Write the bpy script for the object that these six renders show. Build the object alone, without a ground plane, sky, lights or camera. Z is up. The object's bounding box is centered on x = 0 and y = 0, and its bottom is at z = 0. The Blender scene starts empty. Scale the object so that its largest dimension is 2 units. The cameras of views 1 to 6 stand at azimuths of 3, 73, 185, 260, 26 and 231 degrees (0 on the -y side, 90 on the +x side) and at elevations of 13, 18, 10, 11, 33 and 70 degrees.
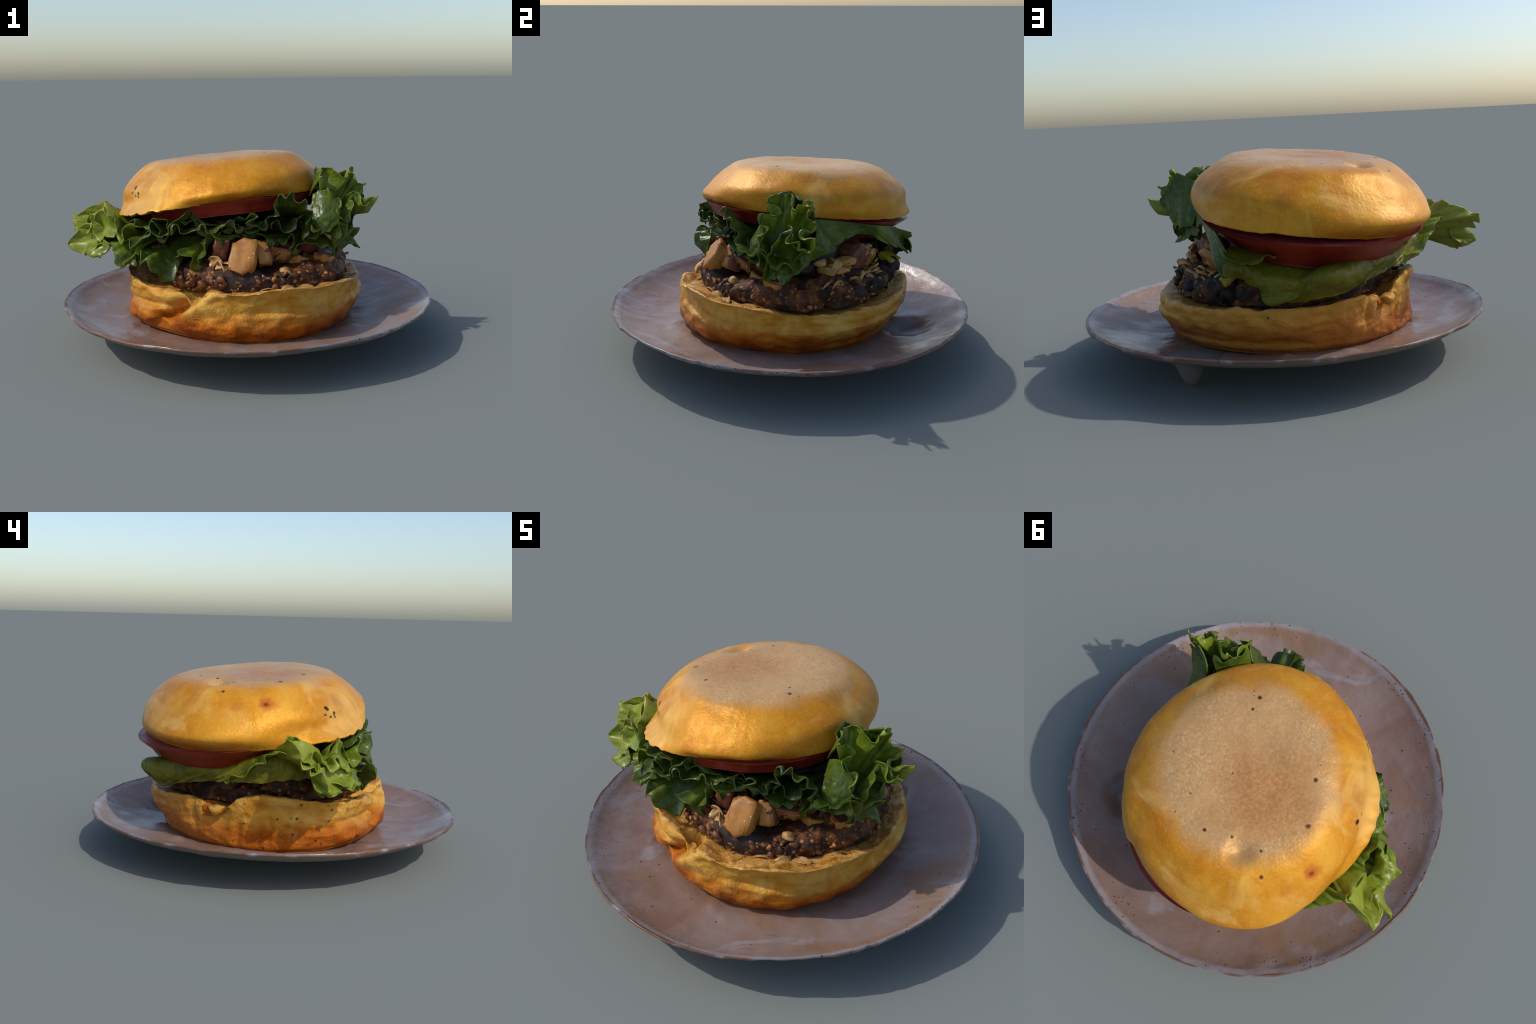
# A hamburger on a shallow stoneware plate, built part by part.
# Frame: metres, z up, azimuth 0 = -y, 90 = +x.
import bpy, bmesh, math, random
import numpy as np
from mathutils import Vector, noise

random.seed(7)
RNG = np.random.default_rng(11)
TAU = 2 * math.pi
SCENE = bpy.context.scene


# ---------------------------------------------------------------- helpers
def link(obj, parent=None):
    SCENE.collection.objects.link(obj)
    if parent is not None:
        obj.parent = parent
    return obj


def mesh_object(name, verts, faces, material, parent=None, smooth=True):
    me = bpy.data.meshes.new(name)
    me.from_pydata([tuple(v) for v in verts], [], [tuple(f) for f in faces])
    me.update()
    if smooth:
        me.polygons.foreach_set("use_smooth", [True] * len(me.polygons))
    me.materials.append(material)
    return link(bpy.data.objects.new(name, me), parent)


def fbm(p, scale, octaves=3, seed=0.0):
    return noise.fractal(Vector((p[0] * scale + seed, p[1] * scale - seed, p[2] * scale + 2 * seed)), 1.0, 2.1, octaves)


def cells(p, scale, seed=0.0):
    d = noise.voronoi(Vector((p[0] * scale + seed, p[1] * scale, p[2] * scale - seed)))[0]
    return d[0], d[1]


def each(f, pts):
    return np.array([f(p) for p in pts])


def fourier(coefs, th):
    out = np.full_like(th, coefs[0])
    for k in range(1, (len(coefs) + 1) // 2):
        out = out + coefs[2 * k - 1] * np.cos(k * th)
        if 2 * k < len(coefs):
            out = out + coefs[2 * k] * np.sin(k * th)
    return out


def ring_of(values, th):
    """periodic smooth curve through values at equal azimuth steps from 0."""
    v = np.array(values, float)
    n = len(v)
    x = (th / TAU * n) % n
    i = x.astype(int) % n
    f = x - np.floor(x)
    p0, p1, p2, p3 = v[(i - 1) % n], v[i], v[(i + 1) % n], v[(i + 2) % n]
    return 0.5 * (2 * p1 + (p2 - p0) * f + (2 * p0 - 5 * p1 + 4 * p2 - p3) * f ** 2 + (3 * p1 - p0 - 3 * p2 + p3) * f ** 3)


def catmull(rows, per):
    """rows: (K, ...) array, dense Catmull-Rom along axis 0."""
    rows = np.asarray(rows, float)
    K = len(rows)
    out = []
    for i in range(K - 1):
        p0, p1, p2, p3 = rows[max(i - 1, 0)], rows[i], rows[i + 1], rows[min(i + 2, K - 1)]
        for j in range(per):
            f = j / per
            out.append(0.5 * (2 * p1 + (p2 - p0) * f + (2 * p0 - 5 * p1 + 4 * p2 - p3) * f * f + (3 * p1 - p0 - 3 * p2 + p3) * f ** 3))
    out.append(rows[-1])
    return np.array(out)


def smoothstep(a, b, x):
    t = np.clip((x - a) / (b - a), 0, 1)
    return t * t * (3 - 2 * t)


def az_delta(th, deg):
    return (th - math.radians(deg) + math.pi) % TAU - math.pi


class Lathe:
    """A round body lofted through rings r(azimuth), z(azimuth) about a centre."""

    def __init__(self, centre, rings, n=240, per=7):
        self.th = np.linspace(0, TAU, n, endpoint=False)
        r = np.array([np.broadcast_to(a, (n,)) for a, b in rings])
        z = np.array([np.broadcast_to(b, (n,)) for a, b in rings])
        r, z = catmull(r, per), catmull(z, per)
        self.P = np.stack([centre[0] + r * np.sin(self.th), centre[1] - r * np.cos(self.th), z], -1)
        self.s = np.linspace(0, len(rings) - 1, len(self.P))
        self.TH = np.broadcast_to(self.th, r.shape)
        self.S = np.broadcast_to(self.s[:, None], r.shape)

    def normals(self):
        du = np.roll(self.P, -1, 1) - np.roll(self.P, 1, 1)
        dv = np.gradient(self.P, axis=0)
        n = np.cross(du, dv)
        return n / (np.linalg.norm(n, axis=-1, keepdims=True) + 1e-12)

    def displace(self, amount):
        self.P = self.P + self.normals() * amount[..., None]

    def noise(self, f):
        flat = self.P.reshape(-1, 3)
        return each(f, flat).reshape(self.P.shape[:2])

    def faces(self, caps=(True, True)):
        m, n = self.P.shape[:2]
        out = [list(range(n))[::-1]] if caps[0] else []
        for i in range(m - 1):
            a = i * n
            out += [(a + j, a + (j + 1) % n, a + n + (j + 1) % n, a + n + j) for j in range(n)]
        if caps[1]:
            out.append([(m - 1) * n + j for j in range(n)])
        return out

    def build(self, name, material, parent=None, caps=(True, True)):
        return mesh_object(name, self.P.reshape(-1, 3), self.faces(caps), material, parent)


def sheet(name, rows, material, parent, cols=160, per=12, frill=0.018, wave=0.095, curl=0.014, ruffle=0.010, freq=9.0, wrinkle=0.004, thick=0.008, seed=0.0, scallop=0.010):
    """A leaf: rows of control points from its base to its outer edge, interpolated,
    with frills, curled lobes and ruffles that grow toward the edge, and a real thickness."""
    R = []
    for row in rows:
        row = np.array(row, float)
        d = catmull(row, 16)
        t = np.linspace(0, len(d) - 1, cols)
        i = np.minimum(t.astype(int), len(d) - 2)
        f = (t - i)[:, None]
        R.append(d[i] * (1 - f) + d[i + 1] * f)
    P = catmull(np.array(R), per)
    m = len(P)
    v = np.linspace(0, 1, m)[:, None]
    du, dv = np.gradient(P, axis=1), np.gradient(P, axis=0)
    nrm = np.cross(du, dv)
    nrm /= np.linalg.norm(nrm, axis=-1, keepdims=True) + 1e-12
    out = dv / (np.linalg.norm(dv, axis=-1, keepdims=True) + 1e-12)
    flat = P.reshape(-1, 3)
    a = each(lambda p: fbm(p, freq, 2, seed), flat).reshape(P.shape[:2])
    w = each(lambda p: abs(fbm(p, freq * 3.2, 2, seed + 3.0)), flat).reshape(P.shape[:2])
    e = each(lambda p: fbm(p, freq * 2.6, 2, seed + 9.0), P[-1])
    arc = np.concatenate([[0], np.cumsum(np.linalg.norm(np.diff(P[-1], axis=0), axis=1))])
    stir = each(lambda p: 4.2 * fbm(p, 4.5, 2, seed + 5.0), P[-1])
    phase = TAU * arc / wave + stir
    size = 0.35 + 1.3 * np.abs(each(lambda p: fbm(p, 6.0, 1, seed + 7.0), P[-1]))
    amp = ruffle * v ** 2 * a + wrinkle * (w - 0.3) * (0.4 + 0.6 * v)
    amp = amp + frill * v ** 2.4 * (np.sin(phase) * size)[None, :]
    amp = amp + curl * np.clip((v - 0.72) / 0.28, 0, 1) ** 2 * np.sin(phase * 0.5 + 1.0 + stir)[None, :]
    amp = amp + 0.8 * frill * v ** 1.6 * np.sin(phase * 0.42 + 2.0 * stir)[None, :]
    roll = np.clip((v - 0.80) / 0.20, 0, 1) ** 2 * np.clip(np.sin(phase * 0.37 + 3.0), 0, 1)[None, :]
    amp = amp + 1.3 * curl * roll
    lobes = scallop * (np.abs(np.sin(phase * 0.5 + 0.7)) - 0.5 + 0.8 * e)
    P = P + nrm * amp[..., None] + out * (lobes[None, :] * v ** 4 - 0.9 * curl * roll)[..., None]
    # thickness, thinning to the rim
    du, dv = np.gradient(P, axis=1), np.gradient(P, axis=0)
    nrm = np.cross(du, dv)
    nrm /= np.linalg.norm(nrm, axis=-1, keepdims=True) + 1e-12
    half = 0.5 * thick * (1 - 0.55 * v ** 6)[..., None]
    top, bot = P + nrm * half, P - nrm * half
    n = cols
    V = np.concatenate([top.reshape(-1, 3), bot.reshape(-1, 3)])
    F, o = [], m * n
    for i in range(m - 1):
        for j in range(n - 1):
            q = (i * n + j, i * n + j + 1, (i + 1) * n + j + 1, (i + 1) * n + j)
            F.append(q)
            F.append(tuple(o + k for k in q[::-1]))
    border = [j for j in range(n)] + [i * n + n - 1 for i in range(1, m)] + [(m - 1) * n + j for j in range(n - 2, -1, -1)] + [i * n for i in range(m - 2, 0, -1)]
    for k in range(len(border)):
        a0, b0 = border[k], border[(k + 1) % len(border)]
        F.append((b0, a0, o + a0, o + b0))
    return mesh_object(name, V, F, material, parent)


# ---------------------------------------------------------------- materials
class Mat:
    def __init__(self, name):
        self.m = bpy.data.materials.new(name)
        self.m.use_nodes = True
        self.t = self.m.node_tree
        self.t.nodes.clear()
        self.out = self.t.nodes.new("ShaderNodeOutputMaterial")
        self.bsdf = self.t.nodes.new("ShaderNodeBsdfPrincipled")
        self.t.links.new(self.bsdf.outputs[0], self.out.inputs[0])
        self.coord = self.t.nodes.new("ShaderNodeTexCoord").outputs["Object"]

    def node(self, kind, **props):
        n = self.t.nodes.new(kind)
        for k, v in props.items():
            setattr(n, k, v)
        return n

    def put(self, socket, value):
        if hasattr(value, "is_linked"):
            self.t.links.new(value, socket)
        else:
            if socket.type == "RGBA" and len(value) == 3:
                value = (*value, 1)
            socket.default_value = value

    def scaled(self, s):
        n = self.node("ShaderNodeMapping")
        self.put(n.inputs["Vector"], self.coord)
        n.inputs["Scale"].default_value = s
        return n.outputs[0]

    def noise(self, scale, detail=3.0, rough=0.55, vec=None, distort=0.0):
        n = self.node("ShaderNodeTexNoise")
        self.put(n.inputs["Vector"], vec or self.coord)
        n.inputs["Scale"].default_value = scale
        n.inputs["Detail"].default_value = detail
        n.inputs["Roughness"].default_value = rough
        n.inputs["Distortion"].default_value = distort
        return n.outputs["Fac"]

    def voronoi(self, scale, vec=None, out="Distance", feature="F1", rnd=1.0):
        n = self.node("ShaderNodeTexVoronoi", feature=feature)
        self.put(n.inputs["Vector"], vec or self.coord)
        n.inputs["Scale"].default_value = scale
        n.inputs["Randomness"].default_value = rnd
        return n.outputs[out]

    def math(self, op, a, b=0.0, clamp=False):
        n = self.node("ShaderNodeMath", operation=op, use_clamp=clamp)
        self.put(n.inputs[0], a)
        self.put(n.inputs[1], b)
        return n.outputs[0]

    def rng(self, x, a, b, lo=0.0, hi=1.0):
        n = self.node("ShaderNodeMapRange", interpolation_type="SMOOTHSTEP")
        for i, val in enumerate((x, a, b, lo, hi)):
            self.put(n.inputs[i], val)
        return n.outputs[0]

    def mix(self, f, a, b, mode="MIX"):
        n = self.node("ShaderNodeMix", data_type="RGBA", blend_type=mode)
        self.put(n.inputs[0], f)
        self.put(n.inputs[6], a)
        self.put(n.inputs[7], b)
        return n.outputs[2]

    def ramp(self, f, stops):
        n = self.node("ShaderNodeValToRGB")
        el = n.color_ramp.elements
        while len(el) < len(stops):
            el.new(0.5)
        for e, (p, c) in zip(el, stops):
            e.position, e.color = p, (*c, 1)
        self.put(n.inputs[0], f)
        return n.outputs[0]

    def axis(self, k):
        n = self.node("ShaderNodeSeparateXYZ")
        self.put(n.inputs[0], self.coord)
        return n.outputs[k]

    def spot(self, c, r0, r1, wobble=0.0, scale=20.0, squash=(1, 1, 1)):
        """1 inside r0 of a point, 0 beyond r1, edge stirred by noise."""
        d = self.node("ShaderNodeVectorMath", operation="SUBTRACT")
        self.put(d.inputs[0], self.coord)
        d.inputs[1].default_value = c
        s = self.node("ShaderNodeVectorMath", operation="MULTIPLY")
        self.put(s.inputs[0], d.outputs[0])
        s.inputs[1].default_value = squash
        l = self.node("ShaderNodeVectorMath", operation="LENGTH")
        self.put(l.inputs[0], s.outputs[0])
        x = l.outputs["Value"]
        if wobble:
            x = self.math("ADD", x, self.math("MULTIPLY", self.math("SUBTRACT", self.noise(scale, 3), 0.5), wobble))
        return self.rng(x, r0, r1, 1.0, 0.0)

    def azimuth(self, c):
        x = self.math("SUBTRACT", self.axis(0), c[0])
        y = self.math("SUBTRACT", c[1], self.axis(1))
        return self.math("ARCTAN2", x, y)

    def bump(self, h, strength, dist):
        n = self.node("ShaderNodeBump")
        n.inputs["Strength"].default_value = strength
        n.inputs["Distance"].default_value = dist
        self.put(n.inputs["Height"], h)
        self.put(self.bsdf.inputs["Normal"], n.outputs[0])

    def done(self, color, rough=0.5, spec=0.5, sss=0.0, radius=(0.02, 0.008, 0.003)):
        self.put(self.bsdf.inputs["Base Color"], color)
        self.put(self.bsdf.inputs["Roughness"], rough)
        self.bsdf.inputs["Specular IOR Level"].default_value = spec
        return self.m

    def leafy(self, color, amount):
        tr = self.node("ShaderNodeBsdfTranslucent")
        self.put(tr.inputs[0], color)
        mx = self.node("ShaderNodeMixShader")
        mx.inputs[0].default_value = amount
        self.t.links.new(self.bsdf.outputs[0], mx.inputs[1])
        self.t.links.new(tr.outputs[0], mx.inputs[2])
        self.t.links.new(mx.outputs[0], self.out.inputs[0])


def bun_crust():
    k = Mat("golden_bun_crust")
    gold = k.ramp(k.noise(4.5, 4, 0.6, distort=0.6), [(0.30, (0.48, 0.155, 0.007)), (0.50, (0.58, 0.230, 0.012)), (0.70, (0.65, 0.305, 0.032))])  # blue cut from the gold to match the bun's unlit sides
    gold = k.mix(k.rng(k.noise(9, 3), 0.55, 0.75), gold, (0.54, 0.180, 0.012))
    gold = k.mix(k.math('MULTIPLY', k.rng(k.noise(70, 4, 0.7), 0.50, 0.72), 0.35), gold, (0.72, 0.42, 0.11))
    gold = k.mix(k.math('MULTIPLY', k.rng(k.noise(3.2, 3, 0.6, distort=0.8), 0.54, 0.70), 0.6), gold, (0.74, 0.45, 0.125))
    # griddled flat top: pale, floury, browner in the middle
    floury = k.ramp(k.noise(30, 6, 0.72, vec=k.scaled((1.3, 0.8, 1.0)), distort=0.4), [(0.30, (0.47, 0.240, 0.085)), (0.55, (0.53, 0.310, 0.130)), (0.78, (0.66, 0.48, 0.27))])
    grit = k.ramp(k.noise(75, 4, 0.75), [(0.36, (0.40, 0.185, 0.060)), (0.52, (0.55, 0.330, 0.140)), (0.66, (0.72, 0.56, 0.35))])
    floury = k.mix(0.55, floury, grit)
    floury = k.mix(k.math('MULTIPLY', k.rng(k.noise(3.5, 3, distort=0.7), 0.42, 0.62), 0.6), floury, k.mix(k.noise(34, 5, 0.7), (0.46, 0.225, 0.085), (0.56, 0.33, 0.15)))
    brown = k.mix(k.rng(k.noise(60, 4, 0.7), 0.3, 0.7), (0.36, 0.140, 0.042), (0.54, 0.265, 0.100))
    flat = k.mix(k.math('MULTIPLY', k.spot((-0.27, 0.14, 0.95), 0.08, 0.33, 0.30, 5), 0.8), floury, brown)
    top = k.spot((-0.13, 0.13, 0.975), 0.335, 0.46, 0.16, 6)
    c = k.mix(top, gold, flat)
    c = k.mix(k.spot((-0.635, 0.168, 0.849), 0.004, 0.055, 0.03, 40), c, (0.40, 0.075, 0.012))
    c = k.mix(k.spot((-0.640, 0.168, 0.847), 0.002, 0.016, 0.012, 70), c, (0.16, 0.02, 0.01))
    for p, r in (((-0.563, -0.196, 0.803), 0.024), ((-0.563, -0.200, 0.785), 0.020), ((-0.578, -0.138, 0.823), 0.019), ((-0.575, -0.165, 0.785), 0.014), ((-0.60, -0.13, 0.795), 0.012)):
        c = k.mix(k.spot(p, r * 0.45, r * 0.85, 0.030, 45, (1.0, 0.75, 1.0)), c, (0.035, 0.012, 0.012))
    for p, r in (((0.132, 0.343, 0.98), 0.014), ((0.10, -0.105, 1.005), 0.013), ((-0.233, 0.434, 0.947), 0.011), ((-0.448, 0.296, 0.938), 0.011), ((-0.485, 0.073, 0.95), 0.017),
                 ((-0.343, -0.075, 0.971), 0.013), ((-0.105, 0.194, 0.973), 0.008), ((-0.07, 0.39, 0.963), 0.008), ((-0.086, -0.219, 1.0), 0.008), ((0.073, -0.048, 1.002), 0.008),
                 ((-0.328, 0.36, 0.944), 0.010), ((-0.534, 0.358, 0.901), 0.014), ((0.204, 0.376, 0.986), 0.007)):
        c = k.mix(k.spot(p, r * 0.5, r, 0.010, 80), c, (0.07, 0.028, 0.024))
    for p, r in (((-0.08, 0.70, 0.83), 0.07), ((0.27, 0.45, 0.90), 0.09), ((0.22, 0.52, 0.87), 0.06), ((-0.5, -0.2, 0.86), 0.08), ((-0.62, 0.30, 0.82), 0.05)):
        c = k.mix(k.math("MULTIPLY", k.spot(p, r * 0.1, r, 0.10, 18), 0.6), c, (0.42, 0.13, 0.018))
    # fine dark specks
    sp = k.math("MULTIPLY", k.rng(k.voronoi(20), 0.05, 0.10, 1, 0), k.rng(k.noise(6, 1), 0.60, 0.64))
    c = k.mix(sp, c, (0.15, 0.045, 0.02))
    k.bump(k.math("ADD", k.noise(60, 5, 0.65), k.math("MULTIPLY", k.noise(12, 3), 1.2)), 0.30, 0.008)
    k.bsdf.inputs['Specular Tint'].default_value = (1.0, 0.66, 0.20, 1)
    k.bsdf.inputs['Metallic'].default_value = 0.07
    return k.done(c, k.rng(k.noise(7, 2), 0.3, 0.7, 0.32, 0.44), 0.6)


def bun_bread():
    k = Mat("torn_bun_bread")
    z = k.axis(2)
    az = k.azimuth((-0.03, 0.0))
    wob = k.math("MULTIPLY", k.math("SUBTRACT", k.noise(6, 4, 0.6, distort=0.8), 0.5), 0.16)
    h = k.math("ADD", z, wob)
    crust = k.ramp(k.noise(7, 4, 0.6), [(0.28, (0.22, 0.038, 0.003)), (0.50, (0.37, 0.085, 0.004)), (0.72, (0.50, 0.155, 0.009))])  # orange-brown deepened to carry the shade on the bun's lower half
    pale = k.ramp(k.noise(8, 5, 0.62, distort=0.7), [(0.25, (0.42, 0.160, 0.014)), (0.45, (0.54, 0.255, 0.034)), (0.68, (0.66, 0.385, 0.088))])
    band = k.rng(h, 0.195, 0.300)
    c = k.mix(band, crust, pale)
    # toasted cut face: brown streaks on yellow crumb
    toast = k.ramp(k.noise(16, 5, 0.7, distort=1.0), [(0.34, (0.22, 0.070, 0.012)), (0.50, (0.50, 0.235, 0.045)), (0.66, (0.68, 0.42, 0.14))])
    nz = k.node("ShaderNodeNewGeometry").outputs["Normal"]
    s = k.node("ShaderNodeSeparateXYZ")
    k.put(s.inputs[0], nz)
    up = k.math("MULTIPLY", k.rng(s.outputs[2], 0.55, 0.9), k.rng(z, 0.29, 0.33))
    c = k.mix(up, c, toast)
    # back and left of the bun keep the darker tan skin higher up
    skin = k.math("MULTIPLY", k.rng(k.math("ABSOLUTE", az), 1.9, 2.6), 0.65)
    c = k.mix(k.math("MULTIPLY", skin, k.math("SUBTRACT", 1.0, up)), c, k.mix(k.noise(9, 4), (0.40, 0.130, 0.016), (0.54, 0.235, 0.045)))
    # dark baked dots, thick on the left low side
    left = k.spot((-0.62, 0.02, 0.18), 0.16, 0.44, 0.08, 10)
    dots = k.math("MULTIPLY", k.rng(k.voronoi(19), 0.10, 0.20, 1, 0), k.math("MAXIMUM", k.math("MULTIPLY", left, k.rng(k.noise(14, 2), 0.36, 0.46)), k.math("MULTIPLY", k.rng(k.noise(5, 1), 0.60, 0.68), 0.8)))
    c = k.mix(dots, c, (0.085, 0.018, 0.012))
    k.bump(k.math("ADD", k.noise(40, 6, 0.65), k.math("MULTIPLY", k.noise(14, 4, distort=0.8), 1.6)), 0.60, 0.012)
    k.bsdf.inputs['Specular Tint'].default_value = (1.0, 0.66, 0.22, 1)
    k.bsdf.inputs['Metallic'].default_value = 0.05
    return k.done(c, 0.40, 0.5)


def plate_glaze():
    k = Mat("speckled_stoneware_glaze")
    base = k.ramp(k.noise(2.6, 4, 0.6, distort=0.8), [(0.30, (0.195, 0.114, 0.084)), (0.50, (0.232, 0.153, 0.124)), (0.70, (0.252, 0.189, 0.170))])
    base = k.mix(k.rng(k.noise(1.9, 3, distort=1.2), 0.52, 0.66), base, (0.235, 0.140, 0.090))
    base = k.mix(k.rng(k.noise(3.4, 3, distort=1.0), 0.60, 0.72), base, (0.262, 0.216, 0.212))
    d = k.node("ShaderNodeVectorMath", operation="MULTIPLY")
    k.put(d.inputs[0], k.coord)
    d.inputs[1].default_value = (1, 1, 0)
    l = k.node("ShaderNodeVectorMath", operation="LENGTH")
    k.put(l.inputs[0], d.outputs[0])
    r = l.outputs["Value"]
    rw = k.math("ADD", r, k.math("MULTIPLY", k.math("SUBTRACT", k.noise(11, 3), 0.5), 0.02))
    c = k.mix(k.rng(rw, 0.945, 0.965), base, k.mix(k.noise(16, 3), (0.21, 0.175, 0.178), (0.31, 0.272, 0.275)))  # bluish-grey rim highlight painted into the glaze
    c = k.mix(k.math("MULTIPLY", k.rng(rw, 0.976, 0.984), k.rng(k.noise(9, 3), 0.30, 0.5)), c, (0.150, 0.075, 0.046))
    # iron specks, crowded at the rim
    many = k.math("MULTIPLY", k.rng(k.voronoi(40), 0.12, 0.22, 1, 0), k.math("MULTIPLY", k.rng(rw, 0.86, 0.93), k.rng(k.noise(7, 2), 0.45, 0.55)))
    few = k.math("MULTIPLY", k.rng(k.voronoi(13), 0.05, 0.085, 1, 0), k.rng(k.noise(9, 1), 0.40, 0.46))
    c = k.mix(k.math("MAXIMUM", many, few), c, (0.045, 0.030, 0.028))
    # thrown marks
    c = k.mix(k.rng(k.noise(5, 4, 0.6, vec=k.scaled((1.0, 3.0, 1.0)), distort=2.0), 0.62, 0.75), c, (0.165, 0.105, 0.085))
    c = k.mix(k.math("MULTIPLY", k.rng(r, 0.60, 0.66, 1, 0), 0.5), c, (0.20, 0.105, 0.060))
    k.bump(k.math("ADD", k.noise(24, 4), k.math("MULTIPLY", k.noise(5, 3), 3.0)), 0.22, 0.012)
    return k.done(c, k.rng(k.noise(4, 3), 0.35, 0.65, 0.20, 0.48), 0.5)


def stoneware_base():
    k = Mat("unglazed_stoneware")
    c = k.mix(k.noise(6, 4), (0.15, 0.125, 0.112), (0.21, 0.175, 0.155))
    k.bump(k.noise(30, 4), 0.2, 0.006)
    return k.done(c, 0.75, 0.3)


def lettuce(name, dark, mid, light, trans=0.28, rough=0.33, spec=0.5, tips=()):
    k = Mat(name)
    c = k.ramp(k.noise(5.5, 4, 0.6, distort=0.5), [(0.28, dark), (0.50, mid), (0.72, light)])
    v = k.voronoi(15, feature="DISTANCE_TO_EDGE", vec=k.scaled((1, 1, 0.7)))
    c = k.mix(k.math("MULTIPLY", k.rng(v, 0.0, 0.05, 1, 0), 0.35), c, light)
    pt = k.node("ShaderNodeNewGeometry").outputs["Pointiness"]
    c = k.mix(k.math("MULTIPLY", k.rng(pt, 0.56, 0.70), 0.5), c, (0.36, 0.40, 0.06))
    for p, r in tips:
        c = k.mix(k.math('MULTIPLY', k.spot(p, r * 0.35, r, 0.10, 7), 0.7), c, k.mix(k.noise(9, 3), (0.20, 0.26, 0.012), (0.42, 0.42, 0.045)))
    k.bump(k.math("ADD", k.noise(30, 4), k.math("MULTIPLY", v, -1.2)), 0.30, 0.008)
    k.done(c, rough, spec)
    k.leafy(c, trans)
    return k.m


def patty_meat():
    k = Mat("browned_patty")
    c = k.ramp(k.noise(15, 5, 0.68, distort=0.5), [(0.36, (0.014, 0.009, 0.008)), (0.47, (0.050, 0.018, 0.009)), (0.58, (0.140, 0.048, 0.014)), (0.70, (0.34, 0.130, 0.028))])
    grain = k.math("MULTIPLY", k.rng(k.voronoi(30), 0.18, 0.32, 1, 0), k.rng(k.noise(7, 2), 0.47, 0.58))
    c = k.mix(grain, c, (0.40, 0.165, 0.035))
    char = k.rng(k.noise(3.6, 3, distort=0.6), 0.52, 0.60)
    c = k.mix(k.math("MULTIPLY", char, 0.85), c, k.mix(k.noise(30, 3), (0.013, 0.011, 0.013), (0.042, 0.028, 0.024)))
    k.bump(k.math("ADD", k.noise(26, 5, 0.7), k.math("MULTIPLY", k.voronoi(22), 0.8)), 0.6, 0.016)
    return k.done(c, k.rng(k.noise(14, 2), 0.35, 0.65, 0.42, 0.65), 0.22)


def tomato_flesh():
    k = Mat("tomato_flesh")
    c = k.ramp(k.noise(6, 3), [(0.3, (0.15, 0.010, 0.005)), (0.55, (0.22, 0.018, 0.009)), (0.8, (0.29, 0.036, 0.018))])  # reds darkened to the tomato's look in the bun's shade
    k.bump(k.noise(14, 3), 0.15, 0.01)
    return k.done(c, 0.34, 0.3)


def tomato_cut():
    k = Mat("tomato_cut_face")
    c = k.ramp(k.noise(10, 4, distort=0.6), [(0.3, (0.24, 0.024, 0.026)), (0.6, (0.34, 0.062, 0.060)), (0.8, (0.42, 0.14, 0.13))])
    k.bump(k.noise(20, 3), 0.2, 0.01)
    return k.done(c, 0.35, 0.5)


def plain(name, a, b, scale=18, rough=0.45, bump=0.3, spec=0.45, specks=None):
    k = Mat(name)
    c = k.mix(k.rng(k.noise(scale, 4, 0.65), 0.32, 0.68), a, b)
    if specks:
        c = k.mix(k.math("MULTIPLY", k.rng(k.voronoi(scale * 4.0), 0.08, 0.18, 1, 0), k.rng(k.noise(scale * 0.9, 2), 0.52, 0.62)), c, specks)
    k.bump(k.noise(scale * 2, 4), bump, 0.008)
    return k.done(c, rough, spec)


M_CRUST, M_BREAD, M_GLAZE, M_BASE = bun_crust(), bun_bread(), plate_glaze(), stoneware_base()
M_CRUMB = plain("soft_bun_crumb", (0.50, 0.27, 0.08), (0.68, 0.45, 0.18), 20, 0.7, 0.5)
M_LEAF = lettuce("frilly_green_lettuce", (0.032, 0.058, 0.005), (0.085, 0.130, 0.010), (0.19, 0.23, 0.024))
M_LEAF_BRIGHT = lettuce("bright_green_lettuce", (0.090, 0.140, 0.007), (0.175, 0.235, 0.012), (0.33, 0.37, 0.040), tips=(((-0.95, 0.0, 0.58), 0.24), ((-0.82, 0.06, 0.70), 0.16), ((0.69, -0.08, 0.77), 0.13), ((0.55, -0.06, 0.94), 0.12)))
M_LEAF_OLIVE = lettuce("olive_green_lettuce", (0.070, 0.070, 0.003), (0.140, 0.130, 0.006), (0.25, 0.22, 0.016), 0.2, 0.42, 0.3)
M_LEAF_DEEP = lettuce("lettuce_darkened_for_shade", (0.018, 0.036, 0.006), (0.050, 0.085, 0.010), (0.13, 0.165, 0.022), 0.2)  # greens lowered to paint in the shadow between the frills
M_PATTY = patty_meat()
M_TOMATO, M_TOMATO_CUT = tomato_flesh(), tomato_cut()
M_CORE = plain("dark_brown_core", (0.010, 0.008, 0.008), (0.055, 0.024, 0.014), 12, 0.45, 0.6)  # near-black brown for the filler that closes the view between patty and bun
M_POTATO = plain("fried_potato_flesh", (0.29, 0.105, 0.014), (0.44, 0.190, 0.034), 9, 0.48, 0.3, specks=(0.75, 0.58, 0.35))
M_SKIN = plain("red_potato_skin", (0.085, 0.022, 0.012), (0.250, 0.080, 0.040), 10, 0.45, 0.3, specks=(0.10, 0.02, 0.03))
M_ONION = plain("fried_onion", (0.28, 0.120, 0.024), (0.56, 0.32, 0.095), 16, 0.5, 0.4)
M_BEIGE = plain("melted_onion_shreds", (0.40, 0.20, 0.07), (0.62, 0.38, 0.16), 12, 0.42, 0.4)
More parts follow.
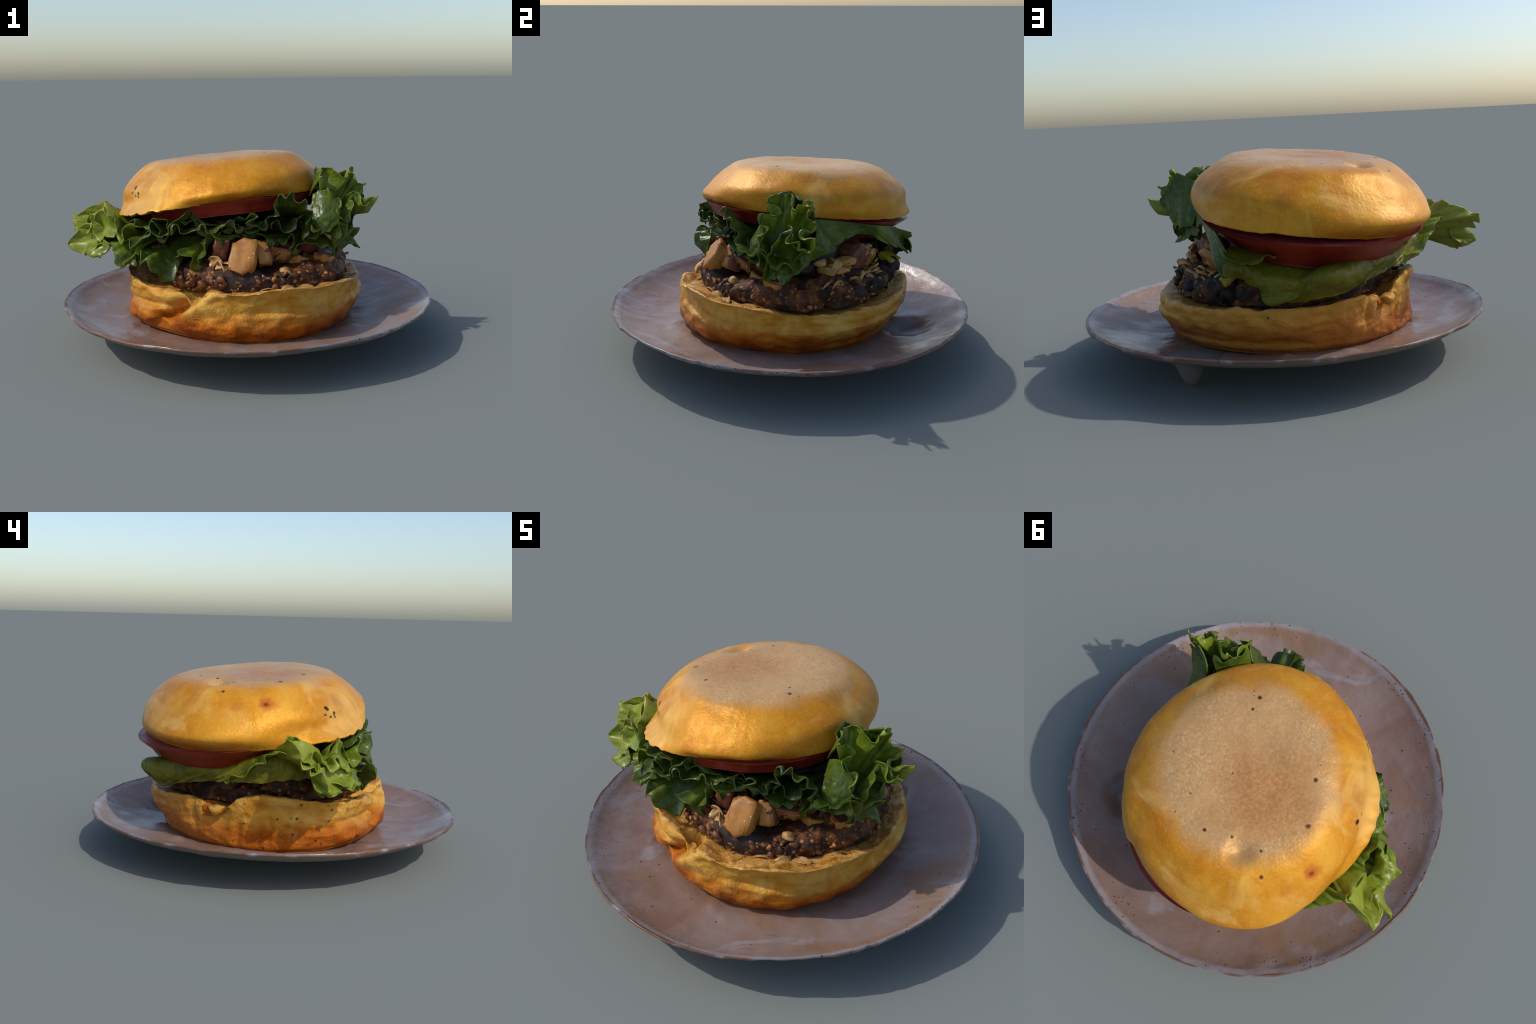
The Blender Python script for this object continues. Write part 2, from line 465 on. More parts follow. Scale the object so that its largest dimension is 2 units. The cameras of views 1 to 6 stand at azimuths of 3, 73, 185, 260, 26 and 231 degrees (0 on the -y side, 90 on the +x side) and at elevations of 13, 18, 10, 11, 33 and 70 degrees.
M_BEAN = plain("black_bean", (0.011, 0.009, 0.010), (0.045, 0.028, 0.024), 14, 0.55, 0.5, 0.2)
M_PICKLE = plain("pickled_pepper", (0.28, 0.20, 0.012), (0.42, 0.32, 0.03), 12, 0.35, 0.2)


# ---------------------------------------------------------------- plate
def plate():
    th = np.linspace(0, TAU, 320, endpoint=False)
    rr = fourier([0.985, -0.0035, -0.0016, 0.0001, -0.0054, 0.0039, -0.0015, 0.002, -0.0002, 0.0017, -0.0018], th)
    zz = fourier([0.2225, -0.0018, 0.0008, 0.0007, 0.0017, 0.0012, 0.0022], th)
    wob = np.array([fbm((math.sin(t), -math.cos(t), 0), 7, 3, 2.0) for t in th])
    rr = rr + 0.006 + 0.007 * wob
    zz = zz + 0.004 * np.array([fbm((math.sin(t), -math.cos(t), 0), 5, 2, 9.0) for t in th])
    k = rr / 0.985
    top = [(0.002, 0.119), (0.25, 0.119), (0.50, 0.120), (0.64, 0.121), (0.74, 0.128), (0.84, 0.153), (0.912, 0.184), (0.950, 0.207), (0.973, 0.2205)]
    lift = 0.028 * np.exp(-(az_delta(th, 102) / 0.50) ** 2) - 0.013 * np.exp(-(az_delta(th, 52) / 0.35) ** 2)
    prof = [(k * r, zz - 0.2225 + z + lift * float(np.exp(-((r - 0.82) / 0.14) ** 2))) for r, z in top]
    prof += [(rr - 0.003, zz + 0.001), (rr, zz - 0.006), (rr - 0.004, zz - 0.014 - 0.006 * wob)]
    g = Lathe((0, 0), prof, 320, 6)
    P = g.P
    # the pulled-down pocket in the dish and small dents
    dx, dy = P[..., 0] - 0.385, P[..., 1] - 0.565
    u, v = (dx * -0.66 + dy * 0.75) / 0.135, (dx * 0.75 + dy * 0.66) / 0.115
    edge = 1 + g.noise(lambda p: 0.35 * fbm(p, 9, 2, 6.0))
    pocket = np.exp(-(((u * u + v * v) * edge) ** 2.6))
    inside = (g.S < 9.0)
    P[..., 2] -= np.where(inside, 0.046 * pocket, 0)
    bump = g.noise(lambda p: 0.006 * fbm(p, 3.0, 2, 5.0) + 0.003 * abs(fbm(p, 9.0, 2, 1.0)))
    fade = smoothstep(0, 2, g.S) * (1 - smoothstep(8.6, 9.4, g.S))
    P[..., 2] += bump * fade
    # crumpled glaze and spilled juice around the foot of the bun
    r = np.hypot(P[..., 0] + 0.03, P[..., 1])
    ring = np.exp(-((r - 0.635) / 0.03) ** 2)
    P[..., 2] += ring * g.noise(lambda p: 0.020 * max(0.0, fbm(p, 8, 3, 4.0) - 0.15)) * fade
    dish = g.build("plate", M_GLAZE, None, (True, False))
    # underside: a thin foot-less shell closing the dish from below
    low = [(rr - 0.004, zz - 0.014 - 0.006 * wob), (k * 0.955, zz - 0.2225 + 0.192), (k * 0.88, zz - 0.2225 + 0.1615 + np.minimum(lift, 0)), (k * 0.80, zz - 0.2225 + 0.1355 + np.minimum(lift, 0)), (k * 0.73, 0.1205), (k * 0.62, 0.114), (k * 0.25, 0.112), (k * 0.002, 0.112)]
    b = Lathe((0, 0), low, 320, 5)
    Q = b.P
    dx, dy = Q[..., 0] - 0.382, Q[..., 1] - 0.605
    u, v = dx / 0.056, dy / 0.072
    Q[..., 2] -= 0.120 * np.exp(-((u * u + v * v) ** 1.6)) * (1 + 0.15 * v)
    Q[..., 2] += b.noise(lambda p: 0.0015 * fbm(p, 6, 2, 8.0) - 0.002) * smoothstep(0.3, 2, b.S)
    low_z = Q[..., 2].min()
    Q[..., 2] = np.where(Q[..., 2] < 0.08, 0.08 - (0.08 - Q[..., 2]) * 0.08 / (0.08 - low_z), Q[..., 2])
    under = b.build("underside", M_BASE, dish, (False, True))
    return dish


PLATE = plate()
PLATE["label"] = "shallow mauve-grey stoneware plate with dark specks and a pale highlight painted on the rim"
PLATE["category"] = "plate"

BURGER = bpy.data.objects.new("hamburger", None)
link(BURGER)
BURGER["label"] = "golden bun stacked with frilly lettuce, tomato, chunks and a dark patty"
BURGER["category"] = "hamburger"


# ---------------------------------------------------------------- bottom bun
def bottom_bun():
    n = 300
    th = np.linspace(0, TAU, n, endpoint=False)
    rb = fourier([0.595, -0.010, -0.005, -0.004, -0.006, 0.001, 0.011, 0.008, 0.004], th)
    zb = fourier([0.140, -0.003, -0.002, 0.0, -0.010], th)
    rt = ring_of([0.622, 0.662, 0.655, 0.648, 0.664, 0.670, 0.666, 0.646, 0.605, 0.630, 0.612, 0.552], th)
    zt = fourier([0.362, 0.011, -0.012, -0.002, 0.019, 0.006, 0.012], th)
    side = ([0.612, 0.622, 0.600, 0.598, 0.608, 0.600, 0.600, 0.602, 0.590, 0.613, 0.622, 0.592], [0.606, 0.628, 0.624, 0.632, 0.648, 0.646, 0.646, 0.622, 0.594, 0.608, 0.612, 0.594], [0.608, 0.636, 0.636, 0.645, 0.666, 0.666, 0.668, 0.640, 0.600, 0.614, 0.606, 0.578])
    mid = [(ring_of(c, th), zb * (1 - w) + zt * w) for c, w in zip(side, (0.20, 0.45, 0.72))]
    # a bite torn out of the rim at the left back
    bite = np.exp(-(az_delta(th, -128) / 0.17) ** 2)
    zt = zt - 0.055 * bite
    rings = [(0.002, zb - 0.025), (rb * 0.55, zb - 0.025), (rb * 0.91, zb - 0.024), (rb * 0.965, zb - 0.010), (rb * 0.995, zb + 0.012)] + mid
    rings += [(rt * 0.5 + mid[2][0] * 0.5 + 0.001, zb * 0.08 + zt * 0.92), (rt - 0.012, zt + 0.003), (rt - 0.045, zt - 0.006), (rt - 0.10, zt - 0.020), (0.36, 0.325), (0.002, 0.325)]
    g = Lathe((-0.03, 0.0), rings, n, 8)
    P, TH = g.P, g.TH
    z = P[..., 2]
    live = smoothstep(3.0, 4.6, g.S) * (1 - smoothstep(11.0, 12.0, g.S))
    amount = g.noise(lambda p: 0.012 * fbm(p, 4.5, 2, 2.0) + 0.014 * (0.35 - abs(fbm((p[0], p[1], p[2] * 1.7), 9, 2, 7.0))) + 0.010 * (cells((p[0], p[1], p[2] * 1.5), 7.0, 1.0)[0] - 0.45)) * live
    amount = amount - amount[g.S[:, 0] < 9].mean() * live
    # ledge where the skin ends and the torn crumb starts, front and right
    wobble = np.array([0.5 * fbm((math.sin(t), math.cos(t), 0), 4, 3, 3.0) for t in g.th])
    ledge = 0.262 + 0.030 * wobble + 0.06 * np.exp(-((az_delta(g.th, -16)) / 0.13) ** 2)
    front = np.exp(-(az_delta(g.th, 55) / 1.35) ** 4)
    above = smoothstep(-0.004, 0.010, z - ledge[None, :])
    amount = amount + (0.012 - 0.026 * above) * front[None, :] * (1 - smoothstep(8.6, 9.6, g.S))
    # the deep fold at the front left, running down and outward
    fold_az = -21 - 20 * np.clip((0.36 - z) / 0.18, 0, 1.2)
    d = (TH - np.radians(fold_az) + math.pi) % TAU - math.pi
    depth = 0.075 * smoothstep(0.12, 0.23, z) * live
    amount = amount - depth * np.exp(-(d / 0.085) ** 2) + 0.018 * live * np.exp(-((d - 0.16) / 0.10) ** 2) * smoothstep(0.18, 0.30, z)
    # sagging crease across the left front cheek
    shelf = 0.285 - 0.25 * (az_delta(g.th, -22)) * -0.10
    amount = amount - 0.022 * live * np.exp(-((z - shelf[None, :]) / 0.016) ** 2) * np.exp(-(az_delta(TH, -48) / 0.36) ** 4)
    # vertical tears on the left and back
    for a, zc, w, hgt, dep in ((-128, 0.30, 0.10, 0.07, 0.030), (-118, 0.22, 0.03, 0.09, 0.014), (-141, 0.28, 0.03, 0.08, 0.018), (-70, 0.30, 0.03, 0.05, 0.014), (166, 0.27, 0.03, 0.08, 0.014), (172, 0.32, 0.05, 0.03, 0.018), (-95, 0.33, 0.25, 0.03, 0.010), (-58, 0.19, 0.025, 0.05, 0.016), (-75, 0.24, 0.10, 0.012, 0.012), (-103, 0.20, 0.02, 0.08, 0.012), (22, 0.30, 0.02, 0.05, 0.012), (48, 0.30, 0.015, 0.05, 0.010), (83, 0.31, 0.02, 0.04, 0.012), (118, 0.28, 0.02, 0.06, 0.012), (150, 0.22, 0.12, 0.012, 0.010)):
        amount = amount - dep * live * np.exp(-(az_delta(TH, a) / w) ** 2 - ((z - zc) / hgt) ** 2)
    g.displace(amount)
    return g.build("bottom_bun", M_BREAD, BURGER)


# ---------------------------------------------------------------- top bun
def top_bun():
    n = 320
    th = np.linspace(0, TAU, n, endpoint=False)
    z0 = fourier([0.714, 0.058, 0.067, 0.006, 0.004, -0.002, 0.003, 0.001, -0.002], th)
    jag = np.array([fbm((math.sin(t), math.cos(t), 0), 16, 3, 4.0) for t in th])
    torn = 0.25 + np.exp(-(az_delta(th, -40) / 0.45) ** 2)
    z0 = z0 + 0.008 * jag * torn
    fits = [[0.569, -0.004, 0.003, 0.012, -0.011, -0.014, 0.003, -0.007, -0.006], [0.572, -0.018, 0.004, 0.015, 0.019, 0.012, 0.0], [0.537, -0.021, 0.011, 0.008, 0.007, -0.001, 0.010],
            [0.453, -0.027, -0.001, 0.008, 0.008, -0.001, 0.007], [0.390, -0.025, -0.010, 0.007, 0.010], [0.277, -0.017, -0.008]]
    rings = []
    for c, w in zip(fits, (0.0, 0.22, 0.5, 0.8, 0.94, 1.0)):
        r = fourier(c, th) + 0.006 * math.sin(math.pi * min(w, 1)) * np.exp(-(az_delta(th, -75) / 0.5) ** 2) + 0.036 * math.sin(math.pi * min(w, 1)) * np.exp(-(az_delta(th, 232) / 0.42) ** 2) + 0.012 * math.sin(math.pi * min(w, 1)) * np.exp(-(az_delta(th, 30) / 0.4) ** 2)
        plane = 0.972 + (0.015 * np.cos(th) + 0.020 * np.sin(th)) * r / 0.25
        rings.append((r, z0 * (1 - w) + plane * w))
    r0 = rings[0][0]
    rings[0] = (r0, z0 + 0.010)
    under = [(0.002, 0.755), (0.26, 0.75 + (z0 - 0.714) * 0.5), (r0 * 0.80, z0 + 0.022), (r0 * 0.93, z0 + 0.004), (r0 * 0.98, z0 + 0.000)]
    plane0 = 0.972 + (0.015 * np.cos(th) + 0.020 * np.sin(th)) * 0.10 / 0.25
    top = [(0.10, plane0 - 0.003), (0.002, 0.971)]
    g = Lathe((-0.15, 0.13), under + rings + top, n, 9)
    live = smoothstep(3.2, 4.2, g.S)
    amount = g.noise(lambda p: 0.006 * fbm(p, 3.2, 2, 6.0) + 0.004 * fbm(p, 8.0, 2, 1.0)) * live
    P, TH = g.P, g.TH
    for c, rad, dep in (((-0.405, 0.355, 0.925), 0.042, 0.030), ((-0.385, 0.395, 0.925), 0.036, 0.020), ((-0.36, 0.36, 0.93), 0.030, 0.010), ((-0.03, 0.74, 0.70), 0.03, 0.014), ((0.02, 0.73, 0.69), 0.025, -0.010), ((0.42, 0.30, 0.80), 0.05, 0.008)):
        amount = amount - dep * np.exp(-(((P - np.array(c)) ** 2).sum(-1)) / rad ** 2)
    # creases fanning up from the torn left edge
    low = 1 - smoothstep(5.0, 6.6, g.S)
    amount = amount + live * low * 0.0035 * np.exp(-(az_delta(TH, -45) / 0.4) ** 2) * np.sin(TH * 31 + 3 * np.sin(TH * 7))
    g.displace(amount)
    return g.build("top_bun", M_CRUST, BURGER)


bottom_bun()
top_bun()


# ---------------------------------------------------------------- patty and core
def patty():
    n = 220
    th = np.linspace(0, TAU, n, endpoint=False)
    tilt = 0.006 * np.cos(th)
    rings = [(0.002, 0.33), (0.30, 0.33), (0.510, 0.330 + tilt), (0.530, 0.365 + tilt), (0.530, 0.400 + tilt), (0.515, 0.440 + tilt), (0.470, 0.472 + tilt), (0.40, 0.488), (0.20, 0.49), (0.002, 0.49)]
    sh = fourier([0.0, -0.012, 0.0, 0.0, 0.012], th)
    rings = [(r + sh * min(1, r / 0.4) if not np.isscalar(r) or r > 0.1 else r, z) for r, z in rings]
    g = Lathe((0.012, 0.022), [(r * 0.985, z) for r, z in rings], n, 8)
    live = smoothstep(1.2, 2.2, g.S)
    g.displace(g.noise(lambda p: 0.020 * fbm(p, 6, 2, 3.0) + 0.012 * fbm(p, 15, 2, 8.0) - 0.030 * (cells(p, 9, 4.0)[0] - 0.35)) * live)
    # pressed thinner under the front chunks
    az = np.arctan2(g.P[..., 0], -g.P[..., 1])
    g.P[..., 2] -= 0.055 * np.exp(-(((az - math.radians(24)) / 0.40) ** 2)) * smoothstep(0.40, 0.47, g.P[..., 2])
    return g.build("patty", M_PATTY, BURGER)


def filling_core():
    n = 120
    hollow = 1 - 0.28 * np.exp(-(az_delta(np.linspace(0, TAU, n, endpoint=False), 26) / 0.40) ** 2)
    rings = [(0.002, 0.46), (0.37 * hollow, 0.46), (0.39 * hollow, 0.50), (0.36 * hollow, 0.56), (0.33, 0.62), (0.30, 0.68), (0.002, 0.69)]
    g = Lathe((-0.03, 0.05), rings, n, 8)
    g.displace(g.noise(lambda p: 0.03 * fbm(p, 7, 3, 2.0)) * smoothstep(0.5, 1.5, g.S))
    return g.build("dark_gap_filler", M_CORE, BURGER)


patty()
filling_core()


# ---------------------------------------------------------------- tomato
def tomato(name, c, r_low, r_high, zl, zh, tilt, seed, part):
    n = 160
    th = np.linspace(0, TAU, n, endpoint=False)
    t = tilt[0] * np.cos(th) + tilt[1] * np.sin(th)
    wob = np.array([fbm((math.sin(a), math.cos(a), 0), 1.6, 2, seed) for a in th])
    rl, rh = r_low * (1 + 0.02 * wob), r_high * (1 + 0.02 * wob)
    rings = [(0.002, zl + 0.004), (rl * 0.7, zl + t * 0.7), (rl * 0.97, zl + t), (rl, zl + t + 0.006), (rl * 0.5 + rh * 0.5, zl * 0.45 + zh * 0.55 + t), (rh, zh + t - 0.008), (rh * 0.985, zh + t), (rh * 0.7, zh + t * 0.7), (0.002, zh)]
    g = Lathe(c, rings, n, 6)
    g.displace(g.noise(lambda p: 0.004 * fbm(p, 6, 2, seed)) * smoothstep(1, 2, g.S))
    ob = g.build(name, M_TOMATO, part)
    ob.data.materials.append(M_TOMATO_CUT)
    lo = 6 * 6
    ob.data.polygons.foreach_set("material_index", [1 if (i - 1) // n >= lo else 0 for i in range(len(ob.data.polygons))])
    return ob


tomato("tomato_slice", (-0.165, 0.235), 0.385, 0.505, 0.575, 0.690, (0.058, 0.048), 3.0, BURGER)
tomato("tomato_slice", (-0.095, 0.045), 0.440, 0.478, 0.666, 0.742, (0.050, 0.045), 6.0, BURGER)

# ---------------------------------------------------------------- lettuce
LETTUCE = bpy.data.objects.new("lettuce", None)
link(LETTUCE, BURGER)


def leaf(name, base, edge, material, mid=None, seed=0.0, bulge=0.0, blend=0.5, **kw):
    """base and edge control rows; the row between them is the smoothed edge drawn inward."""
    rows = [base]
    if mid is None:
        e = np.array(edge, float)
        b = np.array(base, float)
        t = np.linspace(0, len(b) - 1, len(e))
        i = np.minimum(t.astype(int), len(b) - 2)
        bb = b[i] + (b[i + 1] - b[i]) * (t - i)[:, None]
        sm = e.copy()
        for _ in range(2):
            sm[1:-1] = 0.25 * sm[:-2] + 0.5 * sm[1:-1] + 0.25 * sm[2:]
        q = bb * (1 - blend) + (0.6 * sm + 0.4 * e) * blend
        q[:, 2] += bulge
        rows.append(q)
        rows.append(bb * 0.22 + (0.25 * sm + 0.75 * e) * 0.78)
    else:
        rows += mid
    rows.append(edge)
    return sheet(name, rows, material, LETTUCE, seed=seed, **kw)


# upper frill across the front
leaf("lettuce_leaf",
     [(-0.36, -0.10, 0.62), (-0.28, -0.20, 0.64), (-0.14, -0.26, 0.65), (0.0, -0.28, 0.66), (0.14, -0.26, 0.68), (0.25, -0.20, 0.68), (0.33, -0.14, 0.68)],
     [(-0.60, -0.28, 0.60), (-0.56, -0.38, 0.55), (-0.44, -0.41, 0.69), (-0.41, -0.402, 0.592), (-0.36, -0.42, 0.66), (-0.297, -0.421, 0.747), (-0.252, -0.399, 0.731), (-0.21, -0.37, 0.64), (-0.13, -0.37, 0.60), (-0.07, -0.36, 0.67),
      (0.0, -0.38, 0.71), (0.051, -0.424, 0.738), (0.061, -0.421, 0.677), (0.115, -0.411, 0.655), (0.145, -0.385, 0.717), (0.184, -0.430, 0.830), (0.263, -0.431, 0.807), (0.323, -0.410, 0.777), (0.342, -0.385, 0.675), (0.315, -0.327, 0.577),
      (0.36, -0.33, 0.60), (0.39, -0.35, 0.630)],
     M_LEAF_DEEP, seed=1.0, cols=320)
# lower frill hanging over the patty
leaf("lettuce_leaf",
     [(-0.45, -0.10, 0.57), (-0.33, -0.20, 0.58), (-0.20, -0.26, 0.59), (0.0, -0.27, 0.60), (0.16, -0.24, 0.60), (0.28, -0.18, 0.60), (0.36, -0.10, 0.60)],
     [(-0.66, -0.20, 0.54), (-0.668, -0.307, 0.474), (-0.612, -0.300, 0.437), (-0.53, -0.34, 0.52), (-0.493, -0.450, 0.507), (-0.43, -0.43, 0.43), (-0.349, -0.394, 0.384), (-0.335, -0.38, 0.47), (-0.317, -0.441, 0.564), (-0.232, -0.433, 0.465),
      (-0.19, -0.39, 0.60), (-0.22, -0.38, 0.56), (-0.177, -0.397, 0.623), (-0.126, -0.402, 0.588), (-0.096, -0.351, 0.596), (-0.03, -0.33, 0.62), (0.027, -0.335, 0.579), (0.08, -0.36, 0.63), (0.126, -0.379, 0.576), (0.20, -0.34, 0.58),
      (0.244, -0.32, 0.611), (0.232, -0.308, 0.506), (0.30, -0.30, 0.57), (0.38, -0.27, 0.53), (0.46, -0.24, 0.56)],
     M_LEAF, seed=2.0, cols=340)
# middle frill, tucked between the two
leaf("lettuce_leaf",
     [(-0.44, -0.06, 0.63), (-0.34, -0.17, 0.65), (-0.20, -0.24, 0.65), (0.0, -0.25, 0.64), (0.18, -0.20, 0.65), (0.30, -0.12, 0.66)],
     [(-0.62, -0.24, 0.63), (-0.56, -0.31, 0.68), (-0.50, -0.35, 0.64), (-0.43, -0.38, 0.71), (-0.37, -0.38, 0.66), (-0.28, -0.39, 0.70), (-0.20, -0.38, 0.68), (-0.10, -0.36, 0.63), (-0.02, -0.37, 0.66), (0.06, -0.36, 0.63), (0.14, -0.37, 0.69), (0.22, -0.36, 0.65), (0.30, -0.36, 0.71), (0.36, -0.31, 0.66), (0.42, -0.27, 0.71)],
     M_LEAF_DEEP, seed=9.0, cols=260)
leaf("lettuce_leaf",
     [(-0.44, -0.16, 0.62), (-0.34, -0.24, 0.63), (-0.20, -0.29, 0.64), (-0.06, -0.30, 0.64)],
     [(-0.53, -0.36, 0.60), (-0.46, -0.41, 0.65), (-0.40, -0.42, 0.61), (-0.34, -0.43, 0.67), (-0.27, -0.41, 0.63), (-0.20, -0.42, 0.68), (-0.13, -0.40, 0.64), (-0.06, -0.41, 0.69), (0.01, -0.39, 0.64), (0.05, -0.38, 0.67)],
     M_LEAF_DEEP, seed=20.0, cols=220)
# upright cup of leaf at the right, climbing past the bun
leaf("lettuce_leaf",
     [(0.33, -0.27, 0.61), (0.37, -0.24, 0.63), (0.39, -0.20, 0.64), (0.41, -0.16, 0.65), (0.44, -0.12, 0.64), (0.46, -0.08, 0.62), (0.46, -0.04, 0.61)],
     [(0.34, -0.385, 0.675), (0.39, -0.355, 0.630), (0.455, -0.33, 0.68), (0.493, -0.296, 0.744), (0.424, -0.294, 0.833), (0.444, -0.195, 0.853), (0.379, -0.247, 0.901), (0.378, -0.125, 0.926), (0.443, -0.108, 0.914), (0.535, -0.147, 0.872),
      (0.544, -0.06, 0.932), (0.575, -0.09, 0.85), (0.621, -0.058, 0.826), (0.60, -0.12, 0.77), (0.687, -0.075, 0.772), (0.646, -0.12, 0.688), (0.622, -0.197, 0.755), (0.549, -0.159, 0.80), (0.53, -0.11, 0.70)],
     M_LEAF_BRIGHT, seed=3.0, cols=320, frill=0.012, curl=0.014)
# broad leaf hanging on the right side down to its tip
leaf("lettuce_leaf",
     [(0.34, -0.28, 0.74), (0.385, -0.14, 0.79), (0.398, 0.0, 0.785), (0.390, 0.12, 0.765), (0.365, 0.24, 0.738), (0.325, 0.37, 0.705), (0.25, 0.49, 0.670)],
     [(0.49, -0.30, 0.70), (0.529, -0.292, 0.632), (0.49, -0.28, 0.56), (0.465, -0.262, 0.495), (0.53, -0.24, 0.54), (0.592, -0.226, 0.520), (0.535, -0.135, 0.540), (0.475, -0.060, 0.575), (0.445, -0.010, 0.586), (0.425, 0.058, 0.596), (0.405, 0.125, 0.628), (0.365, 0.225, 0.672), (0.335, 0.285, 0.665),
      (0.30, 0.36, 0.640), (0.275, 0.44, 0.600), (0.255, 0.52, 0.560), (0.235, 0.59, 0.525), (0.201, 0.646, 0.487), (0.165, 0.62, 0.545), (0.176, 0.665, 0.602)],
     M_LEAF, seed=4.0, cols=260, blend=0.58, bulge=0.0, frill=0.006, wave=0.11, curl=0.006, wrinkle=0.007)
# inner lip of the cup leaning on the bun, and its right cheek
leaf("lettuce_leaf",
     [(0.33, -0.22, 0.79), (0.345, -0.14, 0.81), (0.37, -0.06, 0.80)],
     [(0.385, -0.25, 0.895), (0.375, -0.19, 0.91), (0.372, -0.125, 0.925), (0.40, -0.10, 0.915), (0.435, -0.075, 0.905)],
     M_LEAF, seed=14.0, cols=90, frill=0.008, curl=0.008)
leaf("lettuce_leaf",
     [(0.44, -0.24, 0.64), (0.46, -0.18, 0.65), (0.49, -0.12, 0.66)],
     [(0.525, -0.295, 0.635), (0.545, -0.255, 0.72), (0.555, -0.205, 0.775), (0.549, -0.159, 0.805), (0.60, -0.18, 0.775), (0.625, -0.195, 0.75), (0.60, -0.15, 0.69)],
     M_LEAF, seed=15.0, cols=140, frill=0.010, curl=0.012)
# back of the upright leaf, running from the bun out to its tips
sheet("lettuce_leaf",
      [[(0.43, -0.04, 0.86), (0.47, -0.055, 0.88), (0.50, -0.06, 0.895), (0.525, -0.062, 0.905)],
       [(0.41, -0.01, 0.79), (0.49, -0.040, 0.82), (0.53, -0.048, 0.825), (0.570, -0.055, 0.815)],
       [(0.40, 0.04, 0.75), (0.49, 0.005, 0.74), (0.56, -0.038, 0.755), (0.625, -0.065, 0.765)],
       [(0.42, 0.08, 0.68), (0.50, 0.035, 0.67), (0.545, -0.030, 0.68), (0.585, -0.100, 0.690)],
       [(0.44, 0.11, 0.65), (0.51, 0.045, 0.63), (0.545, -0.050, 0.625), (0.56, -0.160, 0.620)]],
      M_LEAF, LETTUCE, cols=90, seed=12.0, frill=0.010, curl=0.006, ruffle=0.026, wrinkle=0.010)
# pale lobe facing forward under the cup
sheet("lettuce_leaf",
      [[(0.35, -0.24, 0.80), (0.385, -0.255, 0.82), (0.424, -0.285, 0.833)],
       [(0.345, -0.27, 0.735), (0.40, -0.295, 0.750), (0.485, -0.296, 0.744)],
       [(0.352, -0.30, 0.690), (0.41, -0.330, 0.695), (0.475, -0.315, 0.695)],
       [(0.365, -0.320, 0.645), (0.392, -0.350, 0.622), (0.440, -0.325, 0.645)]],
      M_LEAF, LETTUCE, cols=90, seed=13.0, frill=0.014, wave=0.08, curl=0.012, ruffle=0.020, wrinkle=0.008)
# short frill below the cup, closing the gap to the patty
leaf("lettuce_leaf",
     [(0.38, -0.24, 0.62), (0.41, -0.15, 0.63), (0.42, -0.05, 0.63)],
     [(0.46, -0.33, 0.60), (0.52, -0.29, 0.66), (0.50, -0.27, 0.58), (0.585, -0.193, 0.622), (0.56, -0.16, 0.56), (0.565, -0.10, 0.66), (0.52, -0.04, 0.63)],
     M_LEAF, seed=10.0, cols=150, frill=0.014)
# tongue sticking out at the left to the plate rim
leaf("lettuce_leaf",
     [(-0.42, 0.32, 0.53), (-0.46, 0.22, 0.56), (-0.48, 0.10, 0.58), (-0.48, 0.0, 0.60), (-0.46, -0.10, 0.59), (-0.42, -0.20, 0.58)],
     [(-0.58, 0.36, 0.49), (-0.66, 0.29, 0.51), (-0.725, 0.225, 0.565), (-0.757, 0.180, 0.62), (-0.804, 0.078, 0.660), (-0.806, 0.082, 0.713), (-0.90, 0.06, 0.675), (-0.978, 0.078, 0.643), (-0.955, 0.03, 0.63), (-0.966, 0.002, 0.598), (-0.93, -0.02, 0.56), (-0.985, -0.06, 0.502), (-0.92, -0.06, 0.50), (-0.89, -0.06, 0.455), (-0.85, -0.12, 0.52), (-0.845, -0.213, 0.497),
      (-0.77, -0.23, 0.53), (-0.70, -0.25, 0.535), (-0.668, -0.307, 0.474), (-0.612, -0.300, 0.437), (-0.55, -0.27, 0.54)],
     M_LEAF_BRIGHT, seed=5.0, cols=320, frill=0.013, curl=0.014)
# curled lobes standing on the tongue
leaf("lettuce_leaf",
     [(-0.52, 0.06, 0.58), (-0.55, -0.04, 0.57), (-0.54, -0.14, 0.56)],
     [(-0.70, 0.11, 0.62), (-0.806, 0.082, 0.712), (-0.79, 0.01, 0.70), (-0.754, -0.063, 0.650), (-0.76, -0.06, 0.585), (-0.72, -0.11, 0.62), (-0.69, -0.165, 0.70), (-0.67, -0.23, 0.60), (-0.65, -0.28, 0.56), (-0.615, -0.30, 0.64), (-0.56, -0.33, 0.64)],
     M_LEAF_BRIGHT, seed=6.0, cols=220, frill=0.012)
leaf("lettuce_leaf",
     [(-0.62, 0.02, 0.59), (-0.64, -0.05, 0.58), (-0.62, -0.12, 0.57)],
     [(-0.88, 0.04, 0.64), (-0.86, -0.02, 0.67), (-0.84, -0.06, 0.62), (-0.87, -0.10, 0.58), (-0.82, -0.13, 0.62), (-0.79, -0.18, 0.56), (-0.75, -0.22, 0.58)],
     M_LEAF_BRIGHT, seed=11.0, cols=150, frill=0.014)
